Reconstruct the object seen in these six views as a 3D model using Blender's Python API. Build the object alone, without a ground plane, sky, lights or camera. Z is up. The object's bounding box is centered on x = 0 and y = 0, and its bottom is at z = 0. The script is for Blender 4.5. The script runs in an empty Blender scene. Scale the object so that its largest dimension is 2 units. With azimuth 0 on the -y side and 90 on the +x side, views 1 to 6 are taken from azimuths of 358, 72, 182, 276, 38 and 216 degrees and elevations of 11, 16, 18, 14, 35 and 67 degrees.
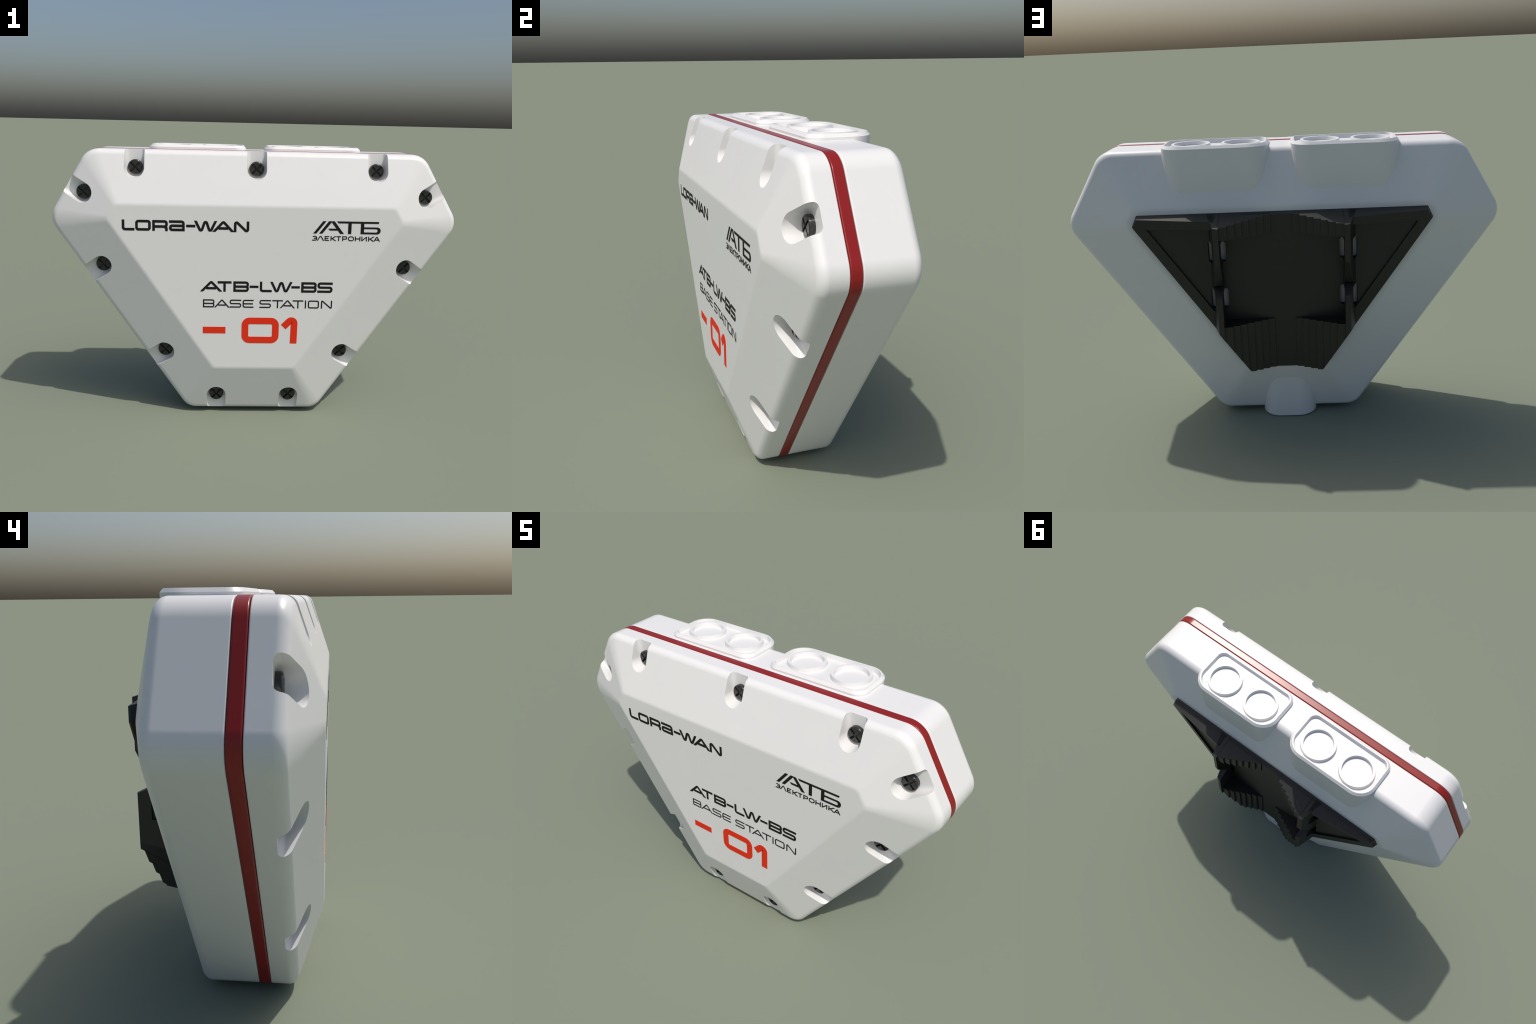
# Wall/pole-mounted radio base station: white six-sided two-part housing with a red
# seal band, eleven recessed cross-head screws, two double cable ports on top,
# a cable outlet below, printed lettering and a black serrated pole bracket behind.
import bpy, bmesh, math
from mathutils import Vector, Matrix

# ------------------------------------------------------------------ helpers
def material(name, color, rough, metallic=0.0, spec=0.5, coat=0.0, var=0.03, scale=9.0, bump=0.0):
    m = bpy.data.materials.new(name)
    m.use_nodes = True
    nt = m.node_tree
    b = nt.nodes["Principled BSDF"]
    b.inputs["Metallic"].default_value = metallic
    b.inputs["Specular IOR Level"].default_value = spec
    b.inputs["Coat Weight"].default_value = coat
    b.inputs["Coat Roughness"].default_value = 0.15
    tc = nt.nodes.new("ShaderNodeTexCoord")
    nz = nt.nodes.new("ShaderNodeTexNoise")
    nz.inputs["Scale"].default_value = scale
    nz.inputs["Detail"].default_value = 4
    nt.links.new(tc.outputs["Object"], nz.inputs["Vector"])
    rp = nt.nodes.new("ShaderNodeValToRGB")
    rp.color_ramp.elements[0].position = 0.3
    rp.color_ramp.elements[1].position = 0.7
    rp.color_ramp.elements[0].color = [c * (1 - var) for c in color] + [1]
    rp.color_ramp.elements[1].color = [min(1, c * (1 + var)) for c in color] + [1]
    nt.links.new(nz.outputs["Fac"], rp.inputs["Fac"])
    nt.links.new(rp.outputs["Color"], b.inputs["Base Color"])
    mr = nt.nodes.new("ShaderNodeMapRange")
    mr.inputs["To Min"].default_value = rough * 0.93
    mr.inputs["To Max"].default_value = rough * 1.07
    nt.links.new(nz.outputs["Fac"], mr.inputs["Value"])
    nt.links.new(mr.outputs["Result"], b.inputs["Roughness"])
    if bump:
        n2 = nt.nodes.new("ShaderNodeTexNoise")
        n2.inputs["Scale"].default_value = 420
        bp = nt.nodes.new("ShaderNodeBump")
        bp.inputs["Strength"].default_value = bump
        bp.inputs["Distance"].default_value = 0.001
        nt.links.new(tc.outputs["Object"], n2.inputs["Vector"])
        nt.links.new(n2.outputs["Fac"], bp.inputs["Height"])
        nt.links.new(bp.outputs["Normal"], b.inputs["Normal"])
    return m

WHITE = material("white_plastic", (0.745, 0.742, 0.735), 0.33, var=0.006)
RED = material("red_rubber", (0.245, 0.011, 0.010), 0.30, spec=0.4, var=0.02)
BLACK = material("black_plastic", (0.0135, 0.0135, 0.011), 0.45, var=0.05)
SCREW = material("black_steel", (0.026, 0.026, 0.025), 0.20, var=0.05)
STEEL = material("steel", (0.42, 0.43, 0.44), 0.30, metallic=0.7, var=0.03)
INK = material("black_ink", (0.011, 0.011, 0.009), 0.6, spec=0.15, var=0.02)
INKRED = material("red_ink", (0.74, 0.034, 0.009), 0.6, spec=0.15, var=0.015)

root = bpy.data.objects.new("base_station", None)
root.empty_display_size = 0.2
bpy.context.collection.objects.link(root)
root["label"] = "white six-sided plastic radio base station with red band"
root["category"] = "electronic device"

def add(name, mesh, mat, parent=root):
    o = bpy.data.objects.new(name, mesh)
    bpy.context.collection.objects.link(o)
    o.parent = parent
    if mat and not mesh.materials:
        mesh.materials.append(mat)
    return o

def to_mesh(bm, name):
    bmesh.ops.recalc_face_normals(bm, faces=bm.faces)
    me = bpy.data.meshes.new(name)
    bm.to_mesh(me)
    bm.free()
    return me

def apply_modifiers(o):
    dg = bpy.context.evaluated_depsgraph_get()
    dg.update()
    me = bpy.data.meshes.new_from_object(o.evaluated_get(dg))
    o.modifiers.clear()
    old = o.data
    o.data = me
    bpy.data.meshes.remove(old)

def shade(o, angle=35.0):
    """smooth shading, sharp above an angle, normals weighted by face area (flat planes stay flat)"""
    bm = bmesh.new()
    bm.from_mesh(o.data)
    lim = math.radians(angle)
    for f in bm.faces:
        f.smooth = True
    for e in bm.edges:
        e.smooth = len(e.link_faces) == 2 and e.calc_face_angle(0) <= lim
    bm.faces.index_update()
    bm.normal_update()
    area = {f: f.calc_area() for f in bm.faces}
    nrm = {f: f.normal.copy() for f in bm.faces}
    out = {}
    for v in bm.verts:
        todo = set(v.link_faces)
        while todo:
            fan, stack = [], [todo.pop()]
            while stack:
                f = stack.pop()
                fan.append(f)
                for e in f.edges:
                    if v in e.verts and e.smooth:
                        for g in e.link_faces:
                            if g in todo:
                                todo.discard(g)
                                stack.append(g)
            big = max(area[f] for f in fan)
            n = Vector()
            for f in fan:
                n += nrm[f] * (area[f] / big) ** 2
            n = n.normalized() if n.length > 1e-9 else nrm[fan[0]]
            for f in fan:
                out[(f.index, v.index)] = n
    bm.to_mesh(o.data)
    bm.free()
    me = o.data
    me.update()
    cn = [(0, 0, 1)] * len(me.loops)
    for p in me.polygons:
        for li in p.loop_indices:
            cn[li] = out[(p.index, me.loops[li].vertex_index)]
    me.normals_split_custom_set(cn)

def boolean(o, cutter, op="DIFFERENCE"):
    b = o.modifiers.new("bool", "BOOLEAN")
    b.operation = op
    b.solver = "EXACT"
    b.object = cutter
    apply_modifiers(o)
    me = cutter.data
    bpy.data.objects.remove(cutter)
    bpy.data.meshes.remove(me)

def fillet(pts, radii, n=8, closed=False):
    """round the corners of a 2D polyline with circular arcs"""
    out = []
    m = len(pts)
    for i in range(m):
        p = Vector(pts[i])
        r = radii[i]
        if r <= 0 or (not closed and i in (0, m - 1)):
            out.append(p)
            continue
        a = (Vector(pts[i - 1]) - p).normalized()
        b = (Vector(pts[(i + 1) % m]) - p).normalized()
        half = a.angle(b) / 2
        t = r / math.tan(half)
        c = p + (a + b).normalized() * (r / math.sin(half))
        s = p + a * t - c
        e = p + b * t - c
        ang = math.atan2(s.x * e.y - s.y * e.x, s.dot(e))
        for k in range(n + 1):
            th = ang * k / n
            out.append(c + Vector((s.x * math.cos(th) - s.y * math.sin(th),
                                   s.x * math.sin(th) + s.y * math.cos(th))))
    return out

def loft(rings, cap0=True, cap1=True, bm=None):
    own = bm is None
    bm = bm or bmesh.new()
    vs = [[bm.verts.new(p) for p in r] for r in rings]
    n = len(rings[0])
    for a, b in zip(vs, vs[1:]):
        for i in range(n):
            bm.faces.new((a[i], a[(i + 1) % n], b[(i + 1) % n], b[i]))
    if cap0:
        bm.faces.new(vs[0][::-1])
    if cap1:
        bm.faces.new(vs[-1])
    return bm

# ------------------------------------------------------------------ housing outline
ZT, ZB = 1.3445, 0.0178
XT, XS, ZS, XB = 0.8223, 1.0182, 1.0052, 0.3345
HEX = [(XT, ZT), (XS, ZS), (XB, ZB), (-XB, ZB), (-XS, ZS), (-XT, ZT)]
RAD = [0.100, 0.098, 0.085, 0.085, 0.098, 0.100]
INSET = 0.255                     # how far the flat panels sit inside the outline

def offset_polygon(pts, d):
    out = []
    n = len(pts)
    c = Vector((sum(p[0] for p in pts) / n, sum(p[1] for p in pts) / n))
    lines = []
    for i in range(n):
        a, b = Vector(pts[i]), Vector(pts[(i + 1) % n])
        t = (b - a).normalized()
        nn = Vector((t.y, -t.x))
        if (c - a).dot(nn) < 0:
            nn = -nn
        lines.append((a + nn * d, t))
    for i in range(n):
        (p, t), (q, u) = lines[i - 1], lines[i]
        k = ((q - p).x * u.y - (q - p).y * u.x) / (t.x * u.y - t.y * u.x)
        out.append(tuple(p + t * k))
    return out

def ring(o, y, n=12):
    k = min(1, max(0, o / INSET))
    r = [a + (0.028 - a) * k for a in RAD]
    return [(p.x, y, p.y) for p in fillet(offset_polygon(HEX, o), r, n, True)]

def shell(profile, radii, name):
    prof = fillet(profile, radii, 8)
    prof = [p for i, p in enumerate(prof) if i == 0 or (p - prof[i - 1]).length > 1e-4]
    return to_mesh(loft([ring(p.x, p.y) for p in prof]), name)

Y_FRONT, Y_BACK = -0.3208, 0.1805
SLOPE = 0.354                     # rise of the sloping border facets
def half_shell(name, y_joint, y_flat, sign):
    y_edge = y_flat + sign * SLOPE * INSET            # where facet and wall would meet
    soft = 0.055
    end = INSET + soft * math.tan(math.atan(SLOPE) / 2)
    return add(name, shell([(0.012, y_joint), (0.0, y_joint), (0.0, y_edge), (INSET, y_flat), (end + 1e-5, y_flat)],
                           [0, 0.004, 0.038, soft, 0], name), WHITE)
front = half_shell("front_cover", -0.1424, Y_FRONT, 1)
back = half_shell("back_shell", -0.1016, Y_BACK, -1)
band = add("seal_band", shell(
    [(0.02, -0.1412), (-0.0008, -0.1412), (-0.0008, -0.1028), (0.02, -0.1028)],
    [0, 0.005, 0.005, 0], "seal_band"), RED)

# ------------------------------------------------------------------ screw recesses
S3 = 0.5773
EDGE = {                                     # a point on the edge, outward normal (x, z)
    "top": Vector((0, 1)), "bottom": Vector((0, -1)),
    "upper": Vector((ZT - ZS, XS - XT)).normalized(),
    "lower": Vector((ZS - ZB, -(XS - XB))).normalized(),
}
SCREWS = [(0.0, 1.260, "top"), (0.591, 1.260, "top"), (-0.591, 1.260, "top"),
          (0.8425, 1.1355, "upper"), (-0.8425, 1.1355, "upper"),
          (0.7535, 0.778, "lower"), (-0.7535, 0.778, "lower"),
          (0.448, 0.337, "lower"), (-0.448, 0.337, "lower"),
          (0.1855, 0.104, "bottom"), (-0.1855, 0.104, "bottom")]
DEPTH = {"top": -0.200, "upper": -0.201, "lower": -0.203, "bottom": -0.222}   # recess floors
HEAD = 0.020                                                                  # head height

bm = bmesh.new()
for x, z, edge in SCREWS:
    nrm = EDGE[edge].copy()
    if x < 0:
        nrm.x = -nrm.x
    tan = Vector((-nrm.y, nrm.x))
    levels = [(0.020 * (1 - math.sin(a)) , DEPTH[edge] - 0.020 * (1 - math.cos(a)))
              for a in [i * math.pi / 12 for i in range(7)]]
    levels = [(0.0475 - d, y) for d, y in levels] + [(0.0535, -0.42)]
    rings = []
    for w, y in levels:
        loc = [(w, 0.30)] + [(w * math.cos(a), -w * math.sin(a)) for a in
                             [i * math.pi / 20 for i in range(21)]] + [(-w, 0.30)]
        rings.append([(x + tan.x * u + nrm.x * v, y, z + tan.y * u + nrm.y * v) for u, v in loc])
    loft(rings, bm=bm)
cut = add("recess_cutter", to_mesh(bm, "recess_cutter"), None)
boolean(front, cut)

for o in (front, band):
    shade(o)

# screw: domed cylinder head with a cross slot
R = 0.0365
prof = fillet([(0.0, -HEAD), (R, -HEAD), (R, 0.004)], [0, 0.007, 0], 6)
prof[0] = Vector((0.0005, -HEAD))
bm = loft([[(p.x * math.cos(a), p.y, p.x * math.sin(a)) for a in
            [i * 2 * math.pi / 48 for i in range(48)]] for p in prof])
screw = add("screw", to_mesh(bm, "screw"), SCREW, front)
bm = bmesh.new()
for a in (45, 135):
    res = bmesh.ops.create_cube(bm, size=1)["verts"]
    bmesh.ops.scale(bm, vec=(0.064, 0.036, 0.0092), verts=res)
    bmesh.ops.translate(bm, vec=(0, -HEAD - 0.004, 0.0), verts=res)
    bmesh.ops.rotate(bm, matrix=Matrix.Rotation(math.radians(a), 3, "Y"), verts=res)
# union of the two bars first so the cutter is clean
bars = add("bar_cutter", to_mesh(bm, "bar_cutter"), None)
mod = screw.modifiers.new("bool", "BOOLEAN")
mod.solver = "EXACT"
mod.use_self = True
mod.object = bars
apply_modifiers(screw)
bpy.data.objects.remove(bars)
shade(screw, 30)
for i, (x, z, edge) in enumerate(SCREWS):
    s = screw if i == 0 else screw.copy()
    if i:
        bpy.context.collection.objects.link(s)
        s.parent = front
    s.location = (x, DEPTH[edge], z)

# ------------------------------------------------------------------ cable ports
def rounded_plan(x0, x1, y0, y1, rf, rb, inset=0.0, n=10):
    pts = [(x0 + inset, y0 + inset), (x1 - inset, y0 + inset), (x1 - inset, y1 - inset), (x0 + inset, y1 - inset)]
    r = [max(0.01, rf - inset), max(0.01, rf - inset), max(0.01, rb - inset), max(0.01, rb - inset)]
    return fillet(pts, r, n, True)

def annulus(name, r0, r1, z0, z1, draft, mat, n=64):
    prof = [(r1 + draft, z0), (r1, z1), (r0, z1), (r0 - draft, z0)]
    bm = bmesh.new()
    vs = [[bm.verts.new((r * math.cos(2 * math.pi * i / n), r * math.sin(2 * math.pi * i / n), z))
           for i in range(n)] for r, z in prof]
    for a in range(4):
        b = (a + 1) % 4
        for i in range(n):
            bm.faces.new((vs[a][i], vs[a][(i + 1) % n], vs[b][(i + 1) % n], vs[b][i]))
    return to_mesh(bm, name)

RIM, TRAY = 1.3662, 1.3470
ring_mesh = None
for cx, ring_x in ((0.2930, 0.2890), (-0.2955, -0.3000)):
    hw, y0, y1 = 0.2445, -0.091, 0.162
    lev = [(0.0, 1.08), (0.0, RIM - 0.012), (0.011, RIM), (0.017, RIM), (0.023, TRAY)]
    rings = []
    for ins, z in lev:
        y1 = 0.165 - 0.042 * max(0, 1.357 - z)
        rings.append([(p.x, p.y, z) for p in rounded_plan(cx - hw, cx + hw, y0, y1, 0.055, 0.092, ins)])
    port = add("cable_port", to_mesh(loft(rings), "cable_port"), WHITE)
    shade(port, 30)
    for dx in (-0.1145, 0.1145):
        if ring_mesh is None:
            ring_mesh = annulus("port_ring", 0.0760, 0.0885, TRAY - 0.004, RIM - 0.0015, 0.004, WHITE)
        r = add("port_ring", ring_mesh, WHITE, port)
        if not r.data.get("done"):
            shade(r, 30)
            ring_mesh = r.data
            ring_mesh["done"] = 1
        r.location = (ring_x + dx, 0.049, 0)

# cable outlet below
rings = []
for ins, z, yb in [(0.030, 0.012, 0.153), (0.024, 0.0, 0.153), (0.003, 0.0, 0.153), (0.0, 0.003, 0.153), (0.0, 0.26, 0.163)]:
    rings.append([(p.x, p.y, z) for p in rounded_plan(-0.136, 0.130, -0.09, yb, 0.06, 0.090, ins)])
outlet = add("cable_outlet", to_mesh(loft(rings), "cable_outlet"), WHITE)
shade(outlet, 50)

# ------------------------------------------------------------------ mounting bracket
Y0 = 0.184
OUT = [(-0.658, 1.065), (0.658, 1.065), (0.682, 1.015), (0.194, 0.304), (-0.194, 0.304), (-0.682, 1.015)]
DRAFT = 0.29

def hull_planes():
    pl = []
    c = Vector((0, 0.75))
    for i in range(6):
        a, b = Vector(OUT[i]), Vector(OUT[(i + 1) % 6])
        t = (b - a).normalized()
        n = Vector((t.y, -t.x))
        if (c - a).dot(n) > 0:
            n = -n                        # outward
        pl.append(((a.x, Y0, a.y), (n.x, 0.05 if n.y < -0.99 else DRAFT, n.y)))
    return pl
HULL = hull_planes()

def convex(name, planes, mat=BLACK, parent=None, hull=True, link=True):
    """solid left over after cutting a block with half-spaces (point, outward normal)"""
    bm = bmesh.new()
    bmesh.ops.create_cube(bm, size=3.0)
    for co, no in (HULL if hull else []) + planes:
        g = list(bm.verts) + list(bm.edges) + list(bm.faces)
        bmesh.ops.bisect_plane(bm, geom=g, plane_co=co, plane_no=Vector(no).normalized(), clear_outer=True)
        ed = [e for e in bm.edges if len(e.link_faces) == 1]
        if ed:
            bmesh.ops.holes_fill(bm, edges=ed)
    return add(name, to_mesh(bm, name), mat, parent or root)

def ymax(y): return ((0, y, 0), (0, 1, 0))
def ymin(y): return ((0, y, 0), (0, -1, 0))
def zmax(z): return ((0, 0, z), (0, 0, 1))
def zmin(z): return ((0, 0, z), (0, 0, -1))
def xlim(s, lo, hi):
    return [((s * lo, 0, 0), (-s, 0, 0)), ((s * hi, 0, 0), (s, 0, 0))]

FLOORB = 0.2045
bracket = convex("mounting_bracket", [ymin(0.176), ymax(FLOORB)])
side_n = Vector((0.731, -0.502)).normalized()

for s in (1, -1):
    # triangular side wing with a pocket
    slope = 0.15
    n = Vector((s * side_n.x * slope, 1.0, side_n.y * slope))
    p0 = (s * 0.682, 0.2095, 1.015)
    wing = convex("bracket_wing", [ymin(0.19), (p0, n)] + xlim(s, 0.300, 2.0), parent=bracket)
    tip, low = Vector((0.612, 1.010)), Vector((0.326, 0.598))
    d = (tip - low).normalized()
    pocket = convex("pocket_cutter", [ymin(0.2065), zmax(1.008),
                    ((s * tip.x, 0, tip.y), (s * d.y, 0, -d.x))] + xlim(s, 0.20, 2.0), hull=False)
    boolean(wing, pocket)
    # side plate in two halves with a V notch between them
    outer = ((s * 0.301, 0.311, 0), (s * 1.0, 0.29, 0))
    face = ((s * 0.270, 0.3205, 0), (s * 0.28, 1.0, 0))
    common = [ymin(0.19), face, outer, ((s * 0.2755, 0, 0), (-s, 0, 0))]
    convex("clamp_plate", common + [zmin(0.742), ((0, 0.313, 0.852), (0, 0.105, -0.055))], parent=bracket)
    convex("clamp_plate", common + [((0, 0.308, 0.704), (0, 0.025, 0.050))], parent=bracket)
    # serrated jaws: stair teeth falling towards the middle
    for i in range(7):
        xo, xi = 0.2700 - 0.0314 * i, 0.2700 - 0.0314 * (i + 1)
        xo += 0.009 if i == 0 else 0
        y = 0.3075 - 0.0152 * i
        for zl in ([zmin(0.970)], [zmax(0.556)]):
            convex("jaw_tooth", [ymin(0.19), ((s * xo, y - 0.002, 0), (-s * 0.10, 1, 0))] + zl + xlim(s, xi, xo), parent=bracket)
# strap slots: narrow round-ended openings either side of each clamp plate, sunk through the
# base plate into the white shell behind it
bm = bmesh.new()
for s in (1, -1):
    for z0, z1 in ((0.842, 0.944), (0.614, 0.718)):
        for xa, xb, dz in ((0.2590, 0.2850, 0.006), (0.3070, 0.3390, 0.0)):
            plan = fillet([(s * xa, z0), (s * xb, z0), (s * xb, z1 - dz), (s * xa, z1 - dz)], [0.0105] * 4, 6, True)
            loft([[(p.x, y, p.y) for p in plan] for y in (0.166, 0.262)], bm=bm)
slot_mesh = to_mesh(bm, "slot_cutter")
for o in [back, bracket] + [c for c in bracket.children if c.name.startswith(("bracket_wing", "clamp_plate"))]:
    boolean(o, add("slot_cutter", slot_mesh.copy(), None))
bpy.data.meshes.remove(slot_mesh)
shade(back)

# ------------------------------------------------------------------ printed lettering
YP = Y_FRONT

def ribbon(bm, pts, t, lift, closed=False, cuts=(None, None), h0=0.0, h1=1.0):
    """flat stroke of width t along a centre line (already rounded)"""
    n = len(pts)
    L, Rr = [], []
    for i in range(n):
        a = pts[(i - 1) % n] if (closed or i > 0) else None
        b = pts[(i + 1) % n] if (closed or i < n - 1) else None
        if a is None: d0 = d1 = (b - pts[i]).normalized()
        elif b is None: d0 = d1 = (pts[i] - a).normalized()
        else: d0, d1 = (pts[i] - a).normalized(), (b - pts[i]).normalized()
        m = (d0 + d1).normalized()
        nn = Vector((-m.y, m.x))
        w = t / 2 / max(0.35, m.dot(d1))
        l, r = pts[i] + nn * w, pts[i] - nn * w
        c = cuts[0] if i == 0 else cuts[1] if i == n - 1 else None
        if c is not None and abs(m.y) > 0.05 and not closed:     # cut the end off horizontally
            l = l + m * ((c - l.y) / m.y)
            r = r + m * ((c - r.y) / m.y)
        L.append(l); Rr.append(r)
    top = YP - 0.0009 - 0.00018 * lift
    bot = YP + 0.001
    v = [[bm.verts.new((q.x, y, q.y)) for q in row] for y in (top, bot) for row in (L, Rr)]
    lt, rt, lb, rb = v
    rng = range(n if closed else n - 1)
    for i in rng:
        j = (i + 1) % n
        bm.faces.new((lt[i], lt[j], rt[j], rt[i]))
        bm.faces.new((lt[i], lb[i], lb[j], lt[j]))
        bm.faces.new((rt[j], rb[j], rb[i], rt[i]))
    if not closed:
        bm.faces.new((lt[0], rt[0], rb[0], lb[0]))
        bm.faces.new((lt[-1], lb[-1], rb[-1], rt[-1]))

def slab(bm, pts, lift=0):
    top = YP - 0.0009 - 0.00018 * lift
    a = [bm.verts.new((x, top, z)) for x, z in pts]
    b = [bm.verts.new((x, YP + 0.001, z)) for x, z in pts]
    bm.faces.new(a)
    n = len(pts)
    for i in range(n):
        bm.faces.new((a[i], a[(i + 1) % n], b[(i + 1) % n], b[i]))

# strokes in a unit cell (0..1 both ways, centre lines); tuple: points, corner radius (in stroke widths), closed, horizontal end cuts
GLYPH = {
    "L": [([(0, 1), (0, 0), (1, 0)], 0.75, False, 0)],
    "O": [([(0, 0), (1, 0), (1, 1), (0, 1)], 0.68, True, 0)],
    "R": [([(0, 0), (0, 1), (1, 1), (1, .38), (.5, .38)], [0, 0, .7, .7, 0], False, 0), ([(0, .38), (.52, .38)], 0, False, 0),
          ([(.84, .38), (1, .22), (1, 0)], .5, False, 0)],
    "a": [([(0, 1), (1, 1), (1, 0), (0, 0), (0, .5), (.5, .5)], [0, .75, 0, .7, .7, 0], False, 0), ([(.48, .5), (1, .5)], 0, False, 0)],
    "-": [([(0, .5), (1, .5)], 0, False, 0)],
    "W": [([(.01, 1), (.27, 0), (.5, 1), (.73, 0), (.99, 1)], .52, False, 1)],
    "A": [([(-.01, 0), (.5, 1), (1.01, 0)], .52, False, 1), ([(.20, .27), (.80, .27)], 0, False, 0)],
    "N": [([(0, 0), (0, 1), (1, 0), (1, 1)], .55, False, 0)],
    "T": [([(-.06, 1), (1.06, 1)], 0, False, 0), ([(.5, 1), (.5, 0)], 0, False, 0)],
    "B": [([(0, 0), (0, 1), (1, 1), (1, .5), (.5, .5)], [0, 0, .75, .7, 0], False, 0), ([(.48, .5), (1, .5), (1, 0), (0, 0)], [0, .7, .75, 0], False, 0),
          ([(0, .5), (.5, .5)], 0, False, 0)],
    "S": [([(1, 1), (0, 1), (0, .5), (1, .5), (1, 0), (0, 0)], .78, False, 0)],
    "E": [([(1, 1), (0, 1), (0, 0), (1, 0)], .85, False, 0), ([(0, .5), (1, .5)], 0, False, 0)],
    "I": [([(.5, 1), (.5, 0)], 0, False, 0)],
    "1": [([(-.107, .697), (.987, 1.264), (.94, 0)], .56, False, 0)],
    # Cyrillic
    "rE": [([(.1, 1), (1, 1), (1, 0), (-.05, 0)], 1.7, False, 0), ([(.35, .5), (1, .5)], 0, False, 0)],
    "La": [([(-.05, 0), (.46, 1.12)], 0, False, 1), ([(.54, 1.12), (1.05, 0)], 0, False, 1)],
    "K": [([(0, 0), (0, 1)], 0, False, 0), ([(1, 1), (.3, .5), (1, 0)], 0, False, 1), ([(0, .5), (.34, .5)], 0, False, 0)],
    "P": [([(0, 0), (0, 1), (1, 1), (1, .38), (.5, .38)], [0, 0, 1.0, 1.0, 0], False, 0), ([(0, .38), (.52, .38)], 0, False, 0)],
    "Oo": [([(0, 0), (1, 0), (1, 1), (0, 1)], 2.0, True, 0)],
    "H": [([(0, 0), (0, 1)], 0, False, 0), ([(1, 0), (1, 1)], 0, False, 0), ([(0, .5), (1, .5)], 0, False, 0)],
    "Ii": [([(0, 1), (0, 0), (1, 1), (1, 0)], .1, False, 0)],
    "Ee": [([(1, 1), (0, 1), (0, 0), (1, 0)], 0, False, 0), ([(0, .5), (.9, .5)], 0, False, 0)],
}

def letter(g, x0, x1, z0, z1, t, mat, soft=1.0):
    w, h = max(1e-6, x1 - x0 - t), z1 - z0 - t
    bm = bmesh.new()
    k = 0
    for pts, rad, closed, hc in GLYPH[g]:
        P = [(x0 + t / 2 + a * w, z0 + t / 2 + b * h) for a, b in pts]
        P2 = []
        if g == "-":
            P = [(x0, (z0 + z1) / 2), (x1, (z0 + z1) / 2)]
        rr = rad if isinstance(rad, list) else [rad] * len(P)
        if g not in ("W", "A", "N"):
            rr = [q * soft for q in rr]
        # push rounded points out so that the rounded stroke still reaches the edge of the cell
        if g in ("W", "A", "N"):
            for _ in range(4):
                for i in range(1, len(P) - 1):
                    p, a, b = Vector(P[i]), Vector(P[i - 1]), Vector(P[i + 1])
                    half = (a - p).angle(b - p) / 2
                    r = rr[i] * t
                    bis = ((a - p).normalized() + (b - p).normalized()).normalized()
                    edge = z1 - t / 2 if pts[i][1] > .5 else z0 + t / 2
                    sg = 1 if pts[i][1] > .5 else -1
                    P[i] = (p.x, edge - sg * r - bis.y * r / math.sin(half))
        # never let the roundings of one segment overlap
        R = []
        for i in range(len(P)):
            r = rr[i] * t
            if r > 0 and (closed or 0 < i < len(P) - 1):
                p, a, b = Vector(P[i]), Vector(P[i - 1]), Vector(P[(i + 1) % len(P)])
                half = (a - p).angle(b - p) / 2
                r = min(r, 0.48 * min((a - p).length, (b - p).length) * math.tan(half))
            R.append(r)
        if not closed:            # butt ends reach the edge of the cell
            for i, j in ((0, 1), (-1, -2)):
                d = (Vector(P[i]) - Vector(P[j])).normalized()
                if not hc and g not in ("1", "-", "I") and (abs(d.x) < .01 or abs(d.y) < .01):
                    inner = g in ("R", "H", "K", "E", "Ee", "rE", "A", "P", "B", "a", "T") and len(P) == 2 and abs(d.y) < .01
                    if not inner and pts[i][0 if abs(d.x) > .5 else 1] in (0, 1):
                        P[i] = tuple(Vector(P[i]) + d * t / 2)
                if g == "I" or (g == "1" and i == -1):
                    P[i] = tuple(Vector(P[i]) + d * t / 2)
        Q = [q for q in fillet(P, R, 8, closed)]
        cuts = (None, None)
        if hc:
            cuts = tuple(z0 if q[1] < (z0 + z1) / 2 else z1 for q in (P[0], P[-1]))
        ribbon(bm, Q, t, k, closed, cuts)
        k += 1
    return add("letter", to_mesh(bm, "letter"), mat, front)

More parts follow.
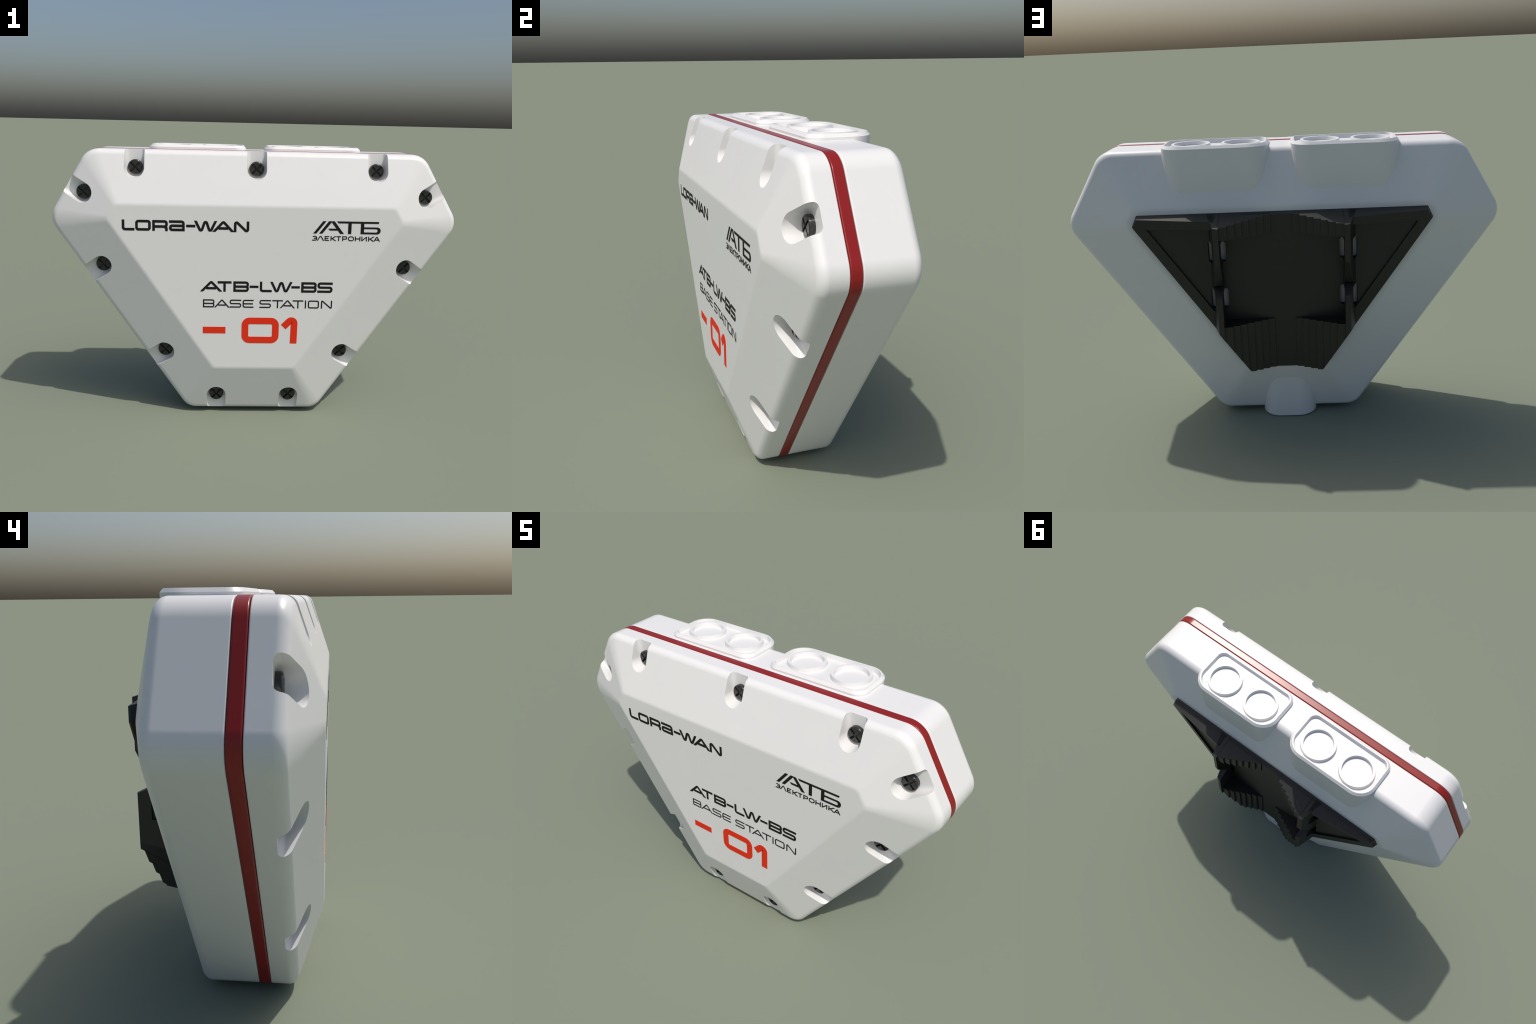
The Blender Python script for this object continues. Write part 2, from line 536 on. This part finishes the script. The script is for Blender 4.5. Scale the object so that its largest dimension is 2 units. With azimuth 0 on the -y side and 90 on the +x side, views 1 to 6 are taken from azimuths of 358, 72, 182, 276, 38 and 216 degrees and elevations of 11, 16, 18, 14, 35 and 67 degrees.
for g, x0, x1 in [("L", -.644, -.584), ("O", -.580, -.506), ("R", -.499, -.425), ("a", -.419, -.344), ("-", -.337, -.293),
                  ("W", -.297, -.191), ("A", -.204, -.113), ("N", -.108, -.034)]:
    letter(g, x0, x1, 0.9635, 1.016, 0.0125, INK)
for g, x0, x1 in [("A", -.261, -.168), ("T", -.185, -.113), ("B", -.106, -.030), ("-", -.026, .017), ("L", .024, .083),
                  ("W", .077, .182), ("-", .179, .221), ("B", .228, .304), ("S", .308, .383)]:
    letter(g, x0, x1, 0.6670, 0.7195, 0.0115, INK)
for g, x0, x1 in [("B", -.254, -.198), ("A", -.195, -.127), ("S", -.123, -.066), ("E", -.059, -.005), ("S", .024, .081),
                  ("T", .087, .140), ("A", .129, .196), ("T", .188, .241), ("I", .249, .255), ("O", .264, .319), ("N", .329, .384)]:
    letter(g, x0, x1, 0.5865, 0.6270, 0.0060, INK, 1.6)
for g, x0, x1, z0, z1 in [("-", -.254, -.142, .404, .536), ("O", -.062, .123, .404, .536), ("1", .134, .217, .404, .536)]:
    letter(g, x0, x1, z0, z1, 0.0335, INKRED)
for g, x0, x1 in [("rE", .271, .297), ("La", .298, .328), ("Ee", .333, .355), ("K", .362, .386), ("T", .390, .414), ("P", .419, .443),
                  ("Oo", .447, .477), ("H", .481, .508), ("Ii", .513, .540), ("K", .546, .572), ("A", .574, .603)]:
    letter(g, x0, x1, 0.9280, 0.9515, 0.0047, INK)

# company mark: slash, A, and T joined to a Be by one bar
def mark(polys):
    bm = bmesh.new()
    for k, p in enumerate(polys):
        slab(bm, p, k)
    return add("logo_mark", to_mesh(bm, "logo_mark"), INK, front)
mark([[(.276, .963), (.323, 1.024), (.339, 1.024), (.292, .963)]])
mark([[(.305, .963), (.351, 1.024), (.365, 1.019), (.321, .963)],
      [(.351, 1.024), (.379, 1.024), (.426, .963), (.408, .963), (.365, 1.019)],
      [(.349, .988), (.395, .988), (.400, .979), (.357, .979)]])
bowl_o = fillet([(.521, .997), (.605, .997), (.605, .9635), (.521, .9635)], [0, .0165, .0165, 0], 8)
bowl_i = fillet([(.521, .989), (.5905, .989), (.5905, .972), (.521, .972)], [0, .0083, .0083, 0], 8)
bm = bmesh.new()
slab(bm, [(.390, 1.024), (.596, 1.024), (.594, 1.0145), (.398, 1.0145)])
slab(bm, [(.446, 1.015), (.462, 1.015), (.462, .963), (.446, .963)], 1)
slab(bm, [(.5075, 1.015), (.5235, 1.015), (.5235, .9635), (.5075, .9635)], 2)
for i in range(len(bowl_o) - 1):
    slab(bm, [tuple(bowl_o[i]), tuple(bowl_o[i + 1]), tuple(bowl_i[i + 1]), tuple(bowl_i[i])], 3)
add("logo_mark", to_mesh(bm, "logo_mark"), INK, front)
